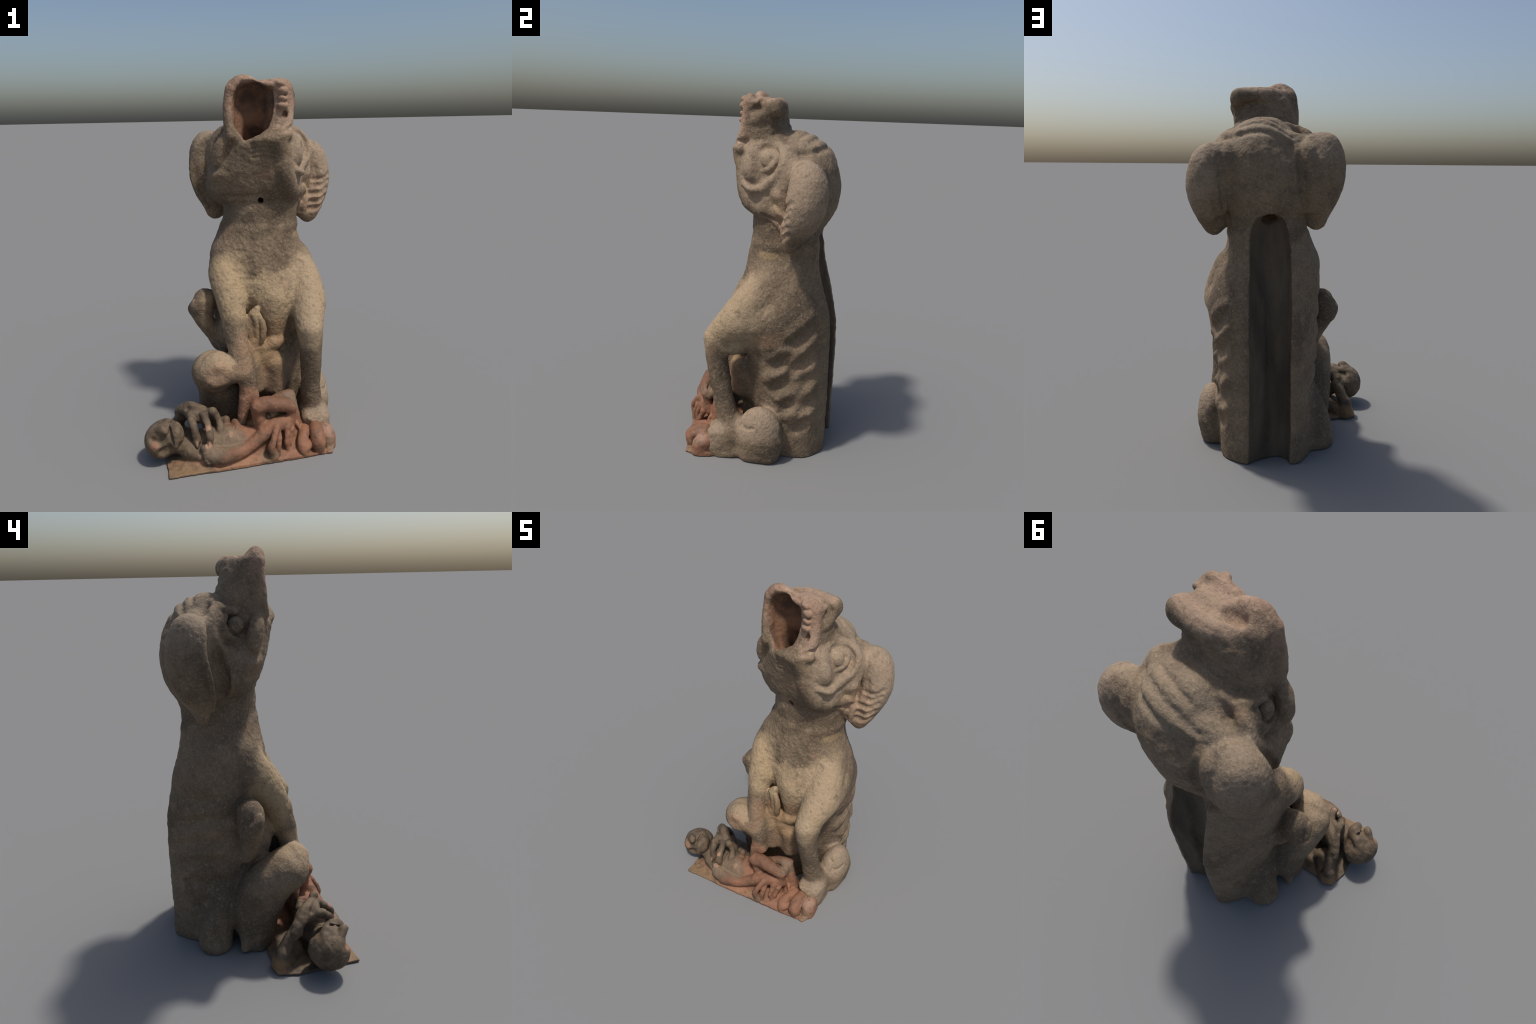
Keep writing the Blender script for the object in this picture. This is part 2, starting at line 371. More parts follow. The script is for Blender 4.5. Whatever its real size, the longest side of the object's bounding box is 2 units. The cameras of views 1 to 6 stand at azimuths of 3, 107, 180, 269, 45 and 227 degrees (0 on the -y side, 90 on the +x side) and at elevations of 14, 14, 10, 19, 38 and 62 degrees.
    c.drape([(0.240, 0.345, 1.70, 0.016), (0.145, 0.365, 1.72, 0.024), (0.045, 0.375, 1.72, 0.026), (-0.05, 0.355, 1.70, 0.018)], (0, 0.6, 1), "head", lift=-0.84, k=0.03)
    c.drape([(0.24, 0.372, 1.69, 0.006), (0.147, 0.392, 1.70, 0.009), (0.063, 0.400, 1.70, 0.009), (-0.03, 0.380, 1.69, 0.006)], (0, 0.6, 1), None, lift=0.4, k=0.025, cut=True)
    c.drape([(0.215, 0.322, 1.73, 0.005), (0.12, 0.346, 1.75, 0.007), (0.025, 0.352, 1.74, 0.007), (-0.04, 0.34, 1.7, 0.005)], (0, 0.5, 1), None, lift=0.4, k=0.025, cut=True)
    c.drape([(0.22, 0.275, 1.76, 0.005), (0.13, 0.296, 1.78, 0.008), (0.03, 0.300, 1.77, 0.006)], (0, 0.3, 1), None, lift=0.4, k=0.02, cut=True)
    c.drape([(0.30, 0.30, 1.68, 0.005), (0.27, 0.345, 1.70, 0.009), (0.22, 0.375, 1.71, 0.006)], (0.3, 0.4, 1), None, lift=0.4, k=0.025, cut=True)

    c.limb([(0.330, 0.250, 1.56, 0.036), (0.336, 0.243, 1.48, 0.036), (0.325, 0.240, 1.40, 0.032)], "head", k=0.03)

    # --- ears, broad thick flaps hanging from the back corners of the skull
    c.limb([(0.315, 0.385, 1.60, 0.050), (0.335, 0.400, 1.52, 0.058), (0.335, 0.395, 1.43, 0.055), (0.325, 0.365, 1.34, 0.045)], "ear_lit", k=0.03)
    c.ball((0.29, 0.33, 1.57), (0.09, 0.11, 0.10), "ear_lit", k=0.03)
    c.limb([(0.350, 0.345, 1.600, 0.062), (0.390, 0.370, 1.560, 0.092), (0.403, 0.373, 1.475, 0.106), (0.402, 0.356, 1.395, 0.099), (0.396, 0.315, 1.320, 0.078), (0.390, 0.295, 1.262, 0.046), (0.388, 0.288, 1.235, 0.026)], "ear_lit", k=0.012, flat=((0.87, 0.5, 0.0), 1.18))
    c.limb([(0.340, 0.320, 1.42, 0.050), (0.365, 0.300, 1.34, 0.052), (0.368, 0.292, 1.27, 0.058), (0.366, 0.286, 1.240, 0.052)], "ear_lit", k=0.02, flat=((0, 1, 0), 1.7))
    c.limb([(0.30, 0.25, 1.36, 0.028), (0.332, 0.262, 1.31, 0.028), (0.332, 0.278, 1.255, 0.028)], "ear_lit", k=0.03)
    c.limb([(0.300, 0.170, 1.358, 0.014), (0.318, 0.215, 1.318, 0.017), (0.325, 0.250, 1.262, 0.018)], "neck", k=0.02)
    c.limb([(0.410, 0.265, 1.50, 0.014), (0.412, 0.240, 1.44, 0.032), (0.408, 0.218, 1.36, 0.034), (0.398, 0.222, 1.28, 0.030)], None, k=0.018, cut=True)
    for i, (y, z, w) in enumerate([(0.280, 1.462, 0.9), (0.262, 1.425, 1.1), (0.250, 1.382, 1.3), (0.240, 1.337, 1.2), (0.240, 1.296, 1.0)]):
        c.drape([(0.45, y - 0.03, z - 0.024, 0.010 * w), (0.45, y + 0.015, z - 0.016, 0.011 * w), (0.45, y + 0.062, z + 0.006, 0.006)], (1, -0.45, 0), None, lift=0.2, k=0.016, cut=True, reach=0.10)
    c.drape([(0.335, 0.20, 1.41, 0.012), (0.352, 0.2, 1.35, 0.018), (0.350, 0.2, 1.29, 0.016), (0.34, 0.2, 1.24, 0.010)], FRONT, "ear_lit", lift=-0.2, k=0.015, reach=0.10)
    c.drape([(0.318, 0.18, 1.37, 0.008), (0.335, 0.2, 1.32, 0.010), (0.325, 0.2, 1.26, 0.008)], FRONT, None, lift=0.2, k=0.012, cut=True, reach=0.10)
    c.limb([(-0.120, 0.345, 1.62, 0.050), (-0.150, 0.355, 1.54, 0.060), (-0.150, 0.350, 1.45, 0.058), (-0.135, 0.325, 1.36, 0.045)], "ear_shade", k=0.03)
    c.ball((-0.09, 0.29, 1.58), (0.09, 0.11, 0.10), "ear_shade", k=0.03)
    c.limb([(-0.160, 0.290, 1.655, 0.066), (-0.216, 0.305, 1.632, 0.086), (-0.230, 0.316, 1.560, 0.100), (-0.225, 0.312, 1.480, 0.102), (-0.206, 0.292, 1.395, 0.088), (-0.184, 0.266, 1.320, 0.058), (-0.178, 0.254, 1.275, 0.030)], "ear_shade", k=0.012, flat=((-0.85, 0.52, 0.0), 1.25))
    c.limb([(-0.155, 0.290, 1.40, 0.050), (-0.172, 0.275, 1.33, 0.060), (-0.172, 0.262, 1.275, 0.056)], "ear_shade", k=0.02, flat=((0, 1, 0), 1.7))
    c.limb([(-0.195, 0.175, 1.680, 0.024), (-0.215, 0.185, 1.600, 0.034), (-0.215, 0.172, 1.500, 0.036), (-0.200, 0.155, 1.410, 0.030), (-0.175, 0.165, 1.310, 0.020)], None, k=0.015, cut=True)
    c.limb([(-0.175, 0.235, 1.692, 0.014), (-0.240, 0.240, 1.655, 0.016), (-0.285, 0.238, 1.57, 0.014), (-0.292, 0.218, 1.48, 0.013), (-0.262, 0.202, 1.38, 0.013), (-0.215, 0.212, 1.30, 0.014)], "ear_shade", k=0.02)

    # creases where the ears join the back of the skull
    c.drape([(-0.080, 0.4, 1.67, 0.008), (-0.084, 0.4, 1.57, 0.012), (-0.092, 0.4, 1.45, 0.012), (-0.110, 0.4, 1.34, 0.010)], BACK, None, lift=0.1, k=0.03, cut=True, reach=0.14)
    c.drape([(0.312, 0.4, 1.655, 0.008), (0.308, 0.4, 1.57, 0.012), (0.300, 0.4, 1.45, 0.012), (0.295, 0.4, 1.33, 0.010)], BACK, None, lift=0.1, k=0.03, cut=True, reach=0.14)

    # --- open mouth and the water channel behind it
    c.ball((0.068, -0.042, 1.838), (0.090, 0.116, 0.130), "mouth", k=0.02, cut=True)
    mouth = [(-0.006, 1.77), (0.035, 1.690), (0.085, 1.702), (0.136, 1.745), (0.156, 1.805), (0.165, 1.870), (0.165, 1.93), (0.03, 1.95), (0.006, 1.90), (-0.004, 1.83)]
    c.prism(mouth, -0.4, 0.005, rnd=0.012, shear=0.5, yref=-0.05, label="mouth", k=0.03, cut=True)
    c.limb([(0.066, -0.01, 1.80, 0.055), (0.066, 0.035, 1.72, 0.055), (0.07, 0.12, 1.58, 0.050), (0.07, 0.25, 1.42, 0.045), (0.07, 0.36, 1.29, 0.040)], "mouth", k=0.04, cut=True)
    for i, (z, x, r) in enumerate(((1.952, 0.214, 0.016), (1.918, 0.224, 0.019), (1.880, 0.226, 0.017), (1.846, 0.222, 0.018))):
        c.limb([(x - 0.036, 0.010, z + 0.004, r * 0.7), (x - 0.006, -0.028, z, r * 1.05), (x + 0.012 + 0.004 * (i % 2), -0.034, z - 0.003, r * 0.85)], f"tooth_{i}", k=0.006)
    c.ball((0.238, -0.048, 1.803), (0.014, 0.03, 0.020), "mouth", k=0.012, cut=True)
    c.drape([(0.190, -0.1, 1.716, 0.007), (0.222, -0.1, 1.712, 0.012), (0.255, -0.09, 1.722, 0.012), (0.285, -0.05, 1.742, 0.008)], (0.25, -1, 0), None, lift=0.3, k=0.012, cut=True)
    c.limb([(0.10, -0.062, 1.672, 0.026), (0.17, -0.066, 1.680, 0.030), (0.215, -0.058, 1.690, 0.030), (0.255, -0.030, 1.700, 0.026)], "head", k=0.02)
    # throat creases, edge of the throat panel, drain hole
    for z in (1.655, 1.632, 1.610, 1.588):
        c.drape([(0.07, -0.094, z, 0.004), (0.12, -0.098, z + 0.006, 0.006), (0.18, -0.096, z - 0.002, 0.004)], FRONT, None, lift=0.5, k=0.012, cut=True)
    c.drape([(-0.10, -0.05, 1.375, 0.006), (-0.02, -0.1, 1.378, 0.009), (0.08, -0.1, 1.385, 0.009), (0.16, -0.1, 1.392, 0.008)], FRONT, None, lift=0.2, k=0.02, cut=True)
    c.limb([(0.105, -0.05, 1.343, 0.013), (0.105, 0.03, 1.358, 0.014), (0.105, 0.10, 1.36, 0.012)], "mouth", k=0.005, cut=True)
    c.limb([(0.104, -0.05, 1.356, 0.009), (0.104, 0.06, 1.368, 0.010)], "mouth", k=0.005, cut=True)

    # --- shoulders, forelimbs
    c.limb([(-0.085, 0.10, 1.03, 0.098), (-0.090, 0.035, 0.94, 0.100), (-0.062, -0.050, 0.82, 0.082), (-0.045, -0.095, 0.73, 0.068), (-0.025, -0.135, 0.60, 0.059), (0.000, -0.150, 0.50, 0.053), (0.030, -0.160, 0.40, 0.046), (0.055, -0.172, 0.30, 0.034)], "forelimb_shade", k=0.03)
    c.limb([(0.285, 0.17, 1.00, 0.095), (0.335, 0.085, 0.90, 0.098), (0.360, 0.00, 0.79, 0.092), (0.365, -0.085, 0.695, 0.076), (0.371, -0.105, 0.60, 0.063), (0.373, -0.090, 0.48, 0.058), (0.375, -0.065, 0.36, 0.055), (0.376, -0.040, 0.25, 0.060), (0.378, -0.01, 0.17, 0.07)], "forelimb_lit", k=0.03)
    c.limb([(0.300, 0.19, 0.70, 0.09), (0.315, 0.16, 0.78, 0.105), (0.345, 0.06, 0.78, 0.10)], "forelimb_lit", k=0.06)
    c.limb([(0.31, 0.09, 0.66, 0.060), (0.345, 0.01, 0.635, 0.052), (0.365, -0.07, 0.625, 0.055)], "forelimb_lit", k=0.03)
    c.ball((0.368, -0.138, 0.672), (0.040, 0.040, 0.050), "forelimb_lit", k=0.025)
    c.ball((-0.035, -0.130, 0.73), (0.042, 0.032, 0.045), "forelimb_shade", k=0.03)
    # paw: blunt wedge running forward and outward
    c.brick((0.395, -0.035, 0.075), (0.080, 0.075, 0.105), 0.045, "paw", k=0.03, rot=(14, 0, 8))
    c.limb([(0.375, 0.03, 0.14, 0.080), (0.400, -0.04, 0.100, 0.070), (0.418, -0.085, 0.05, 0.062)], "paw", k=0.03)
    c.drape([(0.365, -0.2, 0.168, 0.010), (0.390, -0.2, 0.166, 0.014), (0.42, -0.2, 0.155, 0.010)], (0, -1, 0.4), "paw", lift=0.0, k=0.015)
    c.drape([(0.39, -0.2, 0.180, 0.010), (0.415, -0.2, 0.178, 0.010)], (0, -1, 0.6), None, lift=0.1, k=0.010, cut=True)

    # --- boulder beside the trunk
    c.ball((0.400, 0.170, 0.150), (0.088, 0.128, 0.160), "boulder", k=0.02, rot=(0, 0, 8))
    c.brick((0.400, 0.170, 0.08), (0.068, 0.118, 0.10), 0.06, "boulder", k=0.04, rot=(0, 0, 8))
    c.drape([(0.47, 0.06, 0.215, 0.007), (0.45, 0.085, 0.25, 0.009), (0.43, 0.085, 0.28, 0.006)], (1, -1, 0.5), None, lift=0.2, k=0.015, cut=True)
    c.drape([(0.5, 0.07, 0.225, 0.006), (0.5, 0.11, 0.215, 0.008), (0.5, 0.15, 0.225, 0.006)], (1, -0.3, 0.2), None, lift=0.2, k=0.012, cut=True)

    # --- belly, wall of stone between the forelimbs, genitals
    c.ball((0.160, 0.025, 0.845), (0.12, 0.105, 0.13), "torso", k=0.05)
    c.limb([(0.165, -0.004, 0.80, 0.085), (0.168, -0.002, 0.72, 0.080), (0.165, 0.005, 0.65, 0.070)], "torso", k=0.05)
    c.brick((0.115, 0.03, 0.37), (0.125, 0.100, 0.125), 0.05, "torso", k=0.05, rot=(4, 0, -14))
    c.limb([(0.045, -0.070, 0.56, 0.036), (0.055, -0.085, 0.42, 0.045), (0.070, -0.085, 0.32, 0.045)], "torso", k=0.04)
    c.brick((0.090, 0.07, 0.15), (0.120, 0.070, 0.20), 0.05, "torso", k=0.06, rot=(0, 0, -12))
    c.ball((-0.05, 0.030, 0.57), (0.12, 0.09, 0.13), "torso", k=0.05)
    c.limb([(0.080, -0.082, 0.775, 0.018), (0.058, -0.078, 0.725, 0.036), (0.058, -0.074, 0.65, 0.040), (0.062, -0.066, 0.58, 0.036)], "sheath", k=0.012)
    c.drape([(0.045, -0.2, 0.73, 0.012), (0.052, -0.2, 0.68, 0.018), (0.062, -0.2, 0.62, 0.014)], FRONT, None, lift=0.3, k=0.02, cut=True)
    c.limb([(0.092, -0.090, 0.745, 0.012), (0.110, -0.092, 0.69, 0.017), (0.112, -0.092, 0.63, 0.018), (0.10, -0.085, 0.59, 0.015)], "sheath", k=0.010)
    c.limb([(0.12, -0.03, 0.555, 0.040), (0.165, -0.036, 0.565, 0.044), (0.195, -0.025, 0.575, 0.034)], "scrotum", k=0.025)
    c.ball((0.085, -0.04, 0.545), (0.080, 0.050, 0.040), "scrotum", k=0.02)
    c.ball((0.110, -0.035, 0.495), (0.085, 0.052, 0.055), "scrotum", k=0.02)

    # --- hind limb drawn up on the shadow side, its foot and the tail knob
    c.limb([(-0.132, -0.168, 0.475, 0.085), (-0.172, -0.102, 0.420, 0.113), (-0.176, -0.010, 0.345, 0.116), (-0.174, 0.048, 0.23, 0.108), (-0.182, 0.048, 0.12, 0.094), (-0.190, 0.03, 0.03, 0.080)], "hindlimb", k=0.03)
    c.limb([(-0.07, -0.165, 0.455, 0.070), (0.00, -0.170, 0.44, 0.055)], "hindlimb", k=0.03)
    c.limb([(-0.160, -0.095, 0.38, 0.085), (-0.165, -0.050, 0.29, 0.088), (-0.172, -0.005, 0.20, 0.088), (-0.180, 0.015, 0.10, 0.084)], "hindlimb", k=0.03)
    c.ball((-0.160, -0.138, 0.430), (0.122, 0.106, 0.100), "hindlimb", k=0.03)
    c.limb([(-0.10, -0.01, 0.25, 0.09), (-0.09, 0.0, 0.10, 0.09)], "hindlimb", k=0.04)
    c.limb([(0.03, -0.170, 0.40, 0.046), (0.016, -0.182, 0.30, 0.040), (-0.004, -0.185, 0.20, 0.030), (-0.015, -0.185, 0.12, 0.024)], "hindlimb", k=0.015)
    c.ball((-0.085, -0.235, 0.335), (0.085, 0.045, 0.040), None, k=0.03, cut=True)
    c.ball((-0.11, -0.265, 0.455), (0.055, 0.025, 0.045), None, k=0.03, cut=True)
    c.limb([(-0.155, 0.19, 0.31, 0.030), (-0.178, 0.225, 0.22, 0.056), (-0.195, 0.245, 0.12, 0.080), (-0.198, 0.250, 0.03, 0.090)], "foot", k=0.05)
    c.limb([(-0.255, 0.092, 0.02, 0.026), (-0.225, 0.075, 0.08, 0.04)], "hindlimb", k=0.02)
    c.limb([(-0.29, 0.15, 0.17, 0.020), (-0.285, 0.14, 0.06, 0.026)], None, k=0.02, cut=True)
    c.limb([(-0.15, 0.075, 0.52, 0.050), (-0.185, 0.055, 0.59, 0.046), (-0.222, 0.045, 0.66, 0.052), (-0.238, 0.050, 0.72, 0.064), (-0.225, 0.055, 0.785, 0.064)], "tail", k=0.02)
    c.limb([(-0.20, 0.050, 0.805, 0.040), (-0.255, 0.020, 0.770, 0.040), (-0.278, 0.040, 0.735, 0.042), (-0.268, 0.070, 0.70, 0.036)], "tail", k=0.015)
    c.drape([(-0.28, 0.06, 0.795, 0.010), (-0.28, 0.05, 0.765, 0.013), (-0.28, 0.075, 0.735, 0.010)], (-1, 0.1, 0.5), None, lift=0.25, k=0.015, cut=True)
    c.drape([(-0.28, 0.02, 0.745, 0.007), (-0.28, 0.035, 0.715, 0.010), (-0.28, 0.03, 0.68, 0.007)], (-1, -0.3, -0.2), None, lift=0.25, k=0.015, cut=True)

    # --- ribs: slanting troughs and swellings on the lit flank, faint ones opposite
    flank = (0.86, 0.5, 0)
    for y, z, r, l in ((0.360, 0.790, 0.040, 1.0), (0.375, 0.655, 0.036, 1.2), (0.265, 0.640, 0.038, 0.8), (0.225, 0.500, 0.040, 0.7), (0.310, 0.410, 0.034, 1.0), (0.41, 0.400, 0.036, 0.9), (0.35, 0.295, 0.034, 0.8), (0.42, 0.262, 0.032, 0.9), (0.40, 0.52, 0.036, 0.7)):
        c.drape([(0.34, y - 0.06 * l, z - 0.040 * l, r * 0.7), (0.34, y, z, r), (0.34, y + 0.06 * l, z + 0.050 * l, r * 0.6)], flank, "torso", lift=-0.72, k=0.03, reach=0.16)
    for y, z, r, l in ((0.365, 0.728, 0.034, 1.0), (0.240, 0.580, 0.034, 0.7), (0.262, 0.455, 0.036, 0.9), (0.390, 0.582, 0.030, 1.1), (0.370, 0.462, 0.034, 0.8), (0.33, 0.350, 0.030, 0.8), (0.42, 0.330, 0.026, 0.7), (0.39, 0.20, 0.032, 0.6)):
        c.drape([(0.34, y - 0.055 * l, z - 0.035 * l, r * 0.6), (0.34, y, z, r), (0.34, y + 0.055 * l, z + 0.045 * l, r * 0.6)], flank, None, lift=0.55, k=0.045, cut=True, reach=0.16)
    for y, z in ((0.33, 0.83), (0.31, 0.72), (0.30, 0.60), (0.32, 0.49), (0.34, 0.37)):
        c.drape([(-0.2, y - 0.13, z + 0.012, 0.016), (-0.2, y, z, 0.026), (-0.2, y + 0.11, z - 0.012, 0.018)], SHADE, None, lift=0.72, k=0.03, cut=True, reach=0.06)

    # --- rain gutter down the back, rounded at the top, with the outlet hole
    c.limb([(0.082, 0.446, 1.215, 0.094), (0.082, 0.440, 1.10, 0.094), (0.080, 0.475, 0.95, 0.093), (0.078, 0.525, 0.80, 0.100), (0.076, 0.552, 0.60, 0.108), (0.076, 0.556, 0.30, 0.110), (0.076, 0.550, -0.1, 0.112)], "gutter", k=0.010, cut=True)
    c.limb([(0.052, 0.425, 1.215, 0.090), (0.050, 0.415, 1.10, 0.088), (0.040, 0.430, 0.95, 0.080), (0.030, 0.450, 0.80, 0.070), (0.026, 0.455, 0.60, 0.066), (0.028, 0.465, 0.30, 0.068), (0.035, 0.490, -0.1, 0.075)], "gutter", k=0.020, cut=True)
    c.limb([(0.000, 0.495, 0.75, 0.045), (0.002, 0.508, 0.50, 0.046), (0.004, 0.512, -0.1, 0.050)], "gutter", k=0.015, cut=True)
    c.limb([(0.068, 0.26, 1.38, 0.034), (0.065, 0.40, 1.262, 0.034)], "mouth", k=0.008, cut=True)
    c.floor(0.0)
    return c

# ================================================================== THE FALLEN FIGURE
def build_figure():
    c = Clay((-0.56, -0.53, -0.015), (0.58, 0.02, 0.40), 0.0032)
    FRONT, UP = (0, -1, 0), (0, 0, 1)
    # slab of ground, a thin wedge with slanting edges
    c.prism([(-0.452, -0.02), (-0.452, 0.010), (0.522, 0.010), (0.522, -0.02)], -0.49, 0.0, rnd=0.002, label="slab", k=0)
    def trim(a, b):
        a, b = V(*a), V(*b)
        t = (b - a) / np.linalg.norm(b - a)
        n = V(t[1], -t[0])
        m = (a + b) / 2 + n * 0.25
        c.brick((m[0], m[1], 0.0), (0.75, 0.25, 0.2), 0.001, None, k=0, rot=(0, 0, np.degrees(np.arctan2(t[1], t[0]))), cut=True)
    trim((-0.362, -0.489), (0.490, -0.238))
    trim((-0.445, -0.200), (-0.362, -0.489))
    trim((-0.240, -0.018), (-0.444, -0.065))
    trim((0.490, -0.238), (0.503, -0.140))
    trim((0.503, -0.150), (0.455, -0.030))
    c.limb([(-0.30, -0.35, -0.01, 0.03), (-0.1, -0.33, 0.0, 0.05), (0.1, -0.27, 0.0, 0.055), (0.3, -0.20, 0.0, 0.055)], "slab", k=0.06)
    # head lying on its back, face up: chin, slit mouth, nose, sunken sockets
    c.ball((-0.430, -0.322, 0.126), (0.088, 0.104, 0.098), "human_head", k=0.02, rot=(0, 0, -15))
    c.limb([(-0.40, -0.32, 0.19, 0.05), (-0.355, -0.345, 0.195, 0.045), (-0.345, -0.360, 0.175, 0.045)], "human_head", k=0.03)
    c.limb([(-0.342, -0.350, 0.222, 0.020), (-0.335, -0.378, 0.215, 0.022), (-0.335, -0.392, 0.18, 0.020), (-0.342, -0.395, 0.14, 0.018)], "human_head", k=0.012)
    c.limb([(-0.470, -0.345, 0.180, 0.026), (-0.440, -0.372, 0.205, 0.022), (-0.402, -0.392, 0.226, 0.022), (-0.390, -0.405, 0.220, 0.016)], "human_head", k=0.015)
    c.limb([(-0.378, -0.335, 0.232, 0.008), (-0.369, -0.365, 0.215, 0.010), (-0.361, -0.398, 0.185, 0.011), (-0.354, -0.412, 0.148, 0.008)], None, k=0.010, cut=True)
    c.limb([(-0.465, -0.405, 0.172, 0.014), (-0.430, -0.420, 0.168, 0.021), (-0.395, -0.418, 0.155, 0.019), (-0.378, -0.410, 0.135, 0.011)], None, k=0.015, cut=True)
    c.limb([(-0.490, -0.30, 0.215, 0.012), (-0.46, -0.31, 0.235, 0.018), (-0.42, -0.325, 0.250, 0.014)], None, k=0.015, cut=True)
    c.ball((-0.395, -0.405, 0.105), (0.030, 0.016, 0.022), None, k=0.03, cut=True)
    c.ball((-0.375, -0.255, 0.205), (0.035, 0.030, 0.018), None, k=0.03, cut=True)
    c.ball((-0.458, -0.325, 0.190), 0.022, "human_head", k=0.012)
    c.ball((-0.443, -0.392, 0.142), (0.018, 0.017, 0.020), "human_eye", k=0.006)
    # neck, chest and sunken belly
    c.limb([(-0.36, -0.32, 0.11, 0.045), (-0.30, -0.32, 0.085, 0.050), (-0.20, -0.28, 0.08, 0.080), (-0.10, -0.265, 0.085, 0.088), (0.02, -0.25, 0.08, 0.078), (0.12, -0.21, 0.07, 0.065)], "figure_torso", k=0.03)
    c.limb([(-0.27, -0.345, 0.075, 0.045), (-0.22, -0.36, 0.06, 0.03)], "figure_torso", k=0.03)
    c.ball((-0.100, -0.285, 0.105), (0.075, 0.055, 0.060), "figure_torso", k=0.010)
    c.limb([(-0.125, -0.20, 0.165, 0.024), (-0.095, -0.21, 0.178, 0.022)], "figure_torso", k=0.02)
    c.limb([(-0.045, -0.215, 0.165, 0.022), (-0.030, -0.255, 0.150, 0.024), (-0.035, -0.285, 0.125, 0.026), (-0.03, -0.31, 0.085, 0.022)], "hand_hip", k=0.008)
    for x in (-0.040, -0.024, -0.008):
        c.limb([(x, -0.235, 0.190, 0.004), (x, -0.262, 0.178, 0.005), (x - 0.002, -0.28, 0.165, 0.004)], None, k=0.006, cut=True)
    c.limb([(-0.066, -0.280, 0.160, 0.007), (-0.060, -0.303, 0.140, 0.009), (-0.055, -0.318, 0.112, 0.007)], "hand_hip", k=0.004)
    for i, x in enumerate((-0.255, -0.228, -0.200, -0.172)):
        c.drape([(x - 0.010, -0.26, 0.14, 0.004), (x, -0.30, 0.13, 0.007), (x + 0.008, -0.335, 0.10, 0.005)], (0, -0.6, 1), None, lift=0.3, k=0.012, cut=True)
    # bent arm: elbow lump behind, wrist, bony hand spread over the chest
    c.limb([(-0.395, -0.085, 0.03, 0.050), (-0.385, -0.100, 0.09, 0.036), (-0.36, -0.135, 0.15, 0.034), (-0.345, -0.165, 0.180, 0.036)], "arm_shade", k=0.02)
    c.limb([(-0.40, -0.095, 0.085, 0.030), (-0.375, -0.10, 0.02, 0.045), (-0.30, -0.15, 0.03, 0.06)], "arm_shade", k=0.02)
    c.limb([(-0.372, -0.155, 0.192, 0.018), (-0.345, -0.175, 0.215, 0.030), (-0.300, -0.205, 0.238, 0.040), (-0.255, -0.245, 0.236, 0.050), (-0.215, -0.255, 0.235, 0.044)], "hand_shade", k=0.012)
    c.limb([(-0.335, -0.19, 0.25, 0.010), (-0.300, -0.205, 0.268, 0.014), (-0.26, -0.225, 0.272, 0.012), (-0.215, -0.245, 0.268, 0.012)], "hand_shade", k=0.02)
    c.limb([(-0.300, -0.245, 0.265, 0.010), (-0.270, -0.262, 0.278, 0.010), (-0.235, -0.275, 0.282, 0.008)], None, k=0.015, cut=True)
    fingers = [[(-0.278, -0.275, 0.240), (-0.266, -0.305, 0.225), (-0.246, -0.345, 0.195), (-0.236, -0.350, 0.150), (-0.238, -0.345, 0.11)],
               [(-0.222, -0.262, 0.252), (-0.206, -0.282, 0.248), (-0.178, -0.330, 0.218), (-0.164, -0.362, 0.175), (-0.170, -0.355, 0.12)],
               [(-0.180, -0.262, 0.255), (-0.158, -0.270, 0.262), (-0.130, -0.268, 0.218), (-0.118, -0.292, 0.172), (-0.125, -0.30, 0.13)]]
    for i, f in enumerate(fingers):
        c.limb([(*p, r) for p, r in zip(f, (0.022, 0.022, 0.019, 0.022, 0.018))], f"finger_{i}", k=0.008)
        c.ball(np.array(f[1]) + (0, -0.006, 0.006), 0.021, f"finger_{i}", k=0.008)
    for x, y, z in ((-0.233, -0.365, 0.150), (-0.166, -0.378, 0.148)):
        c.limb([(x, y, z, 0.007), (x + 0.001, y - 0.006, z - 0.020, 0.008), (x + 0.004, y - 0.008, z - 0.040, 0.005)], "finger_bone", k=0.003)
    # forward limb along the slab edge: foot with toes, shin, wrist
    c.limb([(-0.165, -0.385, 0.085, 0.036), (-0.12, -0.385, 0.072, 0.043), (-0.07, -0.375, 0.070, 0.042), (0.00, -0.345, 0.078, 0.036), (0.06, -0.315, 0.105, 0.033), (0.12, -0.280, 0.145, 0.036), (0.18, -0.245, 0.175, 0.040)], "leg_front", k=0.015)
    c.limb([(-0.165, -0.375, 0.110, 0.020), (-0.190, -0.380, 0.113, 0.020), (-0.20, -0.382, 0.110, 0.014)], "toe_big", k=0.005)
    for i, (x, y, z) in enumerate(((-0.183, -0.400, 0.092), (-0.180, -0.405, 0.076), (-0.175, -0.406, 0.062), (-0.166, -0.406, 0.048))):
        c.limb([(x + 0.03, y + 0.01, z, 0.012), (x, y, z, 0.012), (x - 0.008, y + 0.004, z - 0.002, 0.009)], f"toe_{i}", k=0.004)
    # clawed hand leaning on the slab
    c.limb([(0.14, -0.255, 0.165, 0.034), (0.19, -0.24, 0.178, 0.038), (0.235, -0.215, 0.175, 0.038), (0.255, -0.185, 0.155, 0.032)], "hand_front", k=0.015)
    c.ball((0.213, -0.240, 0.192), (0.024, 0.022, 0.026), "hand_front", k=0.008)
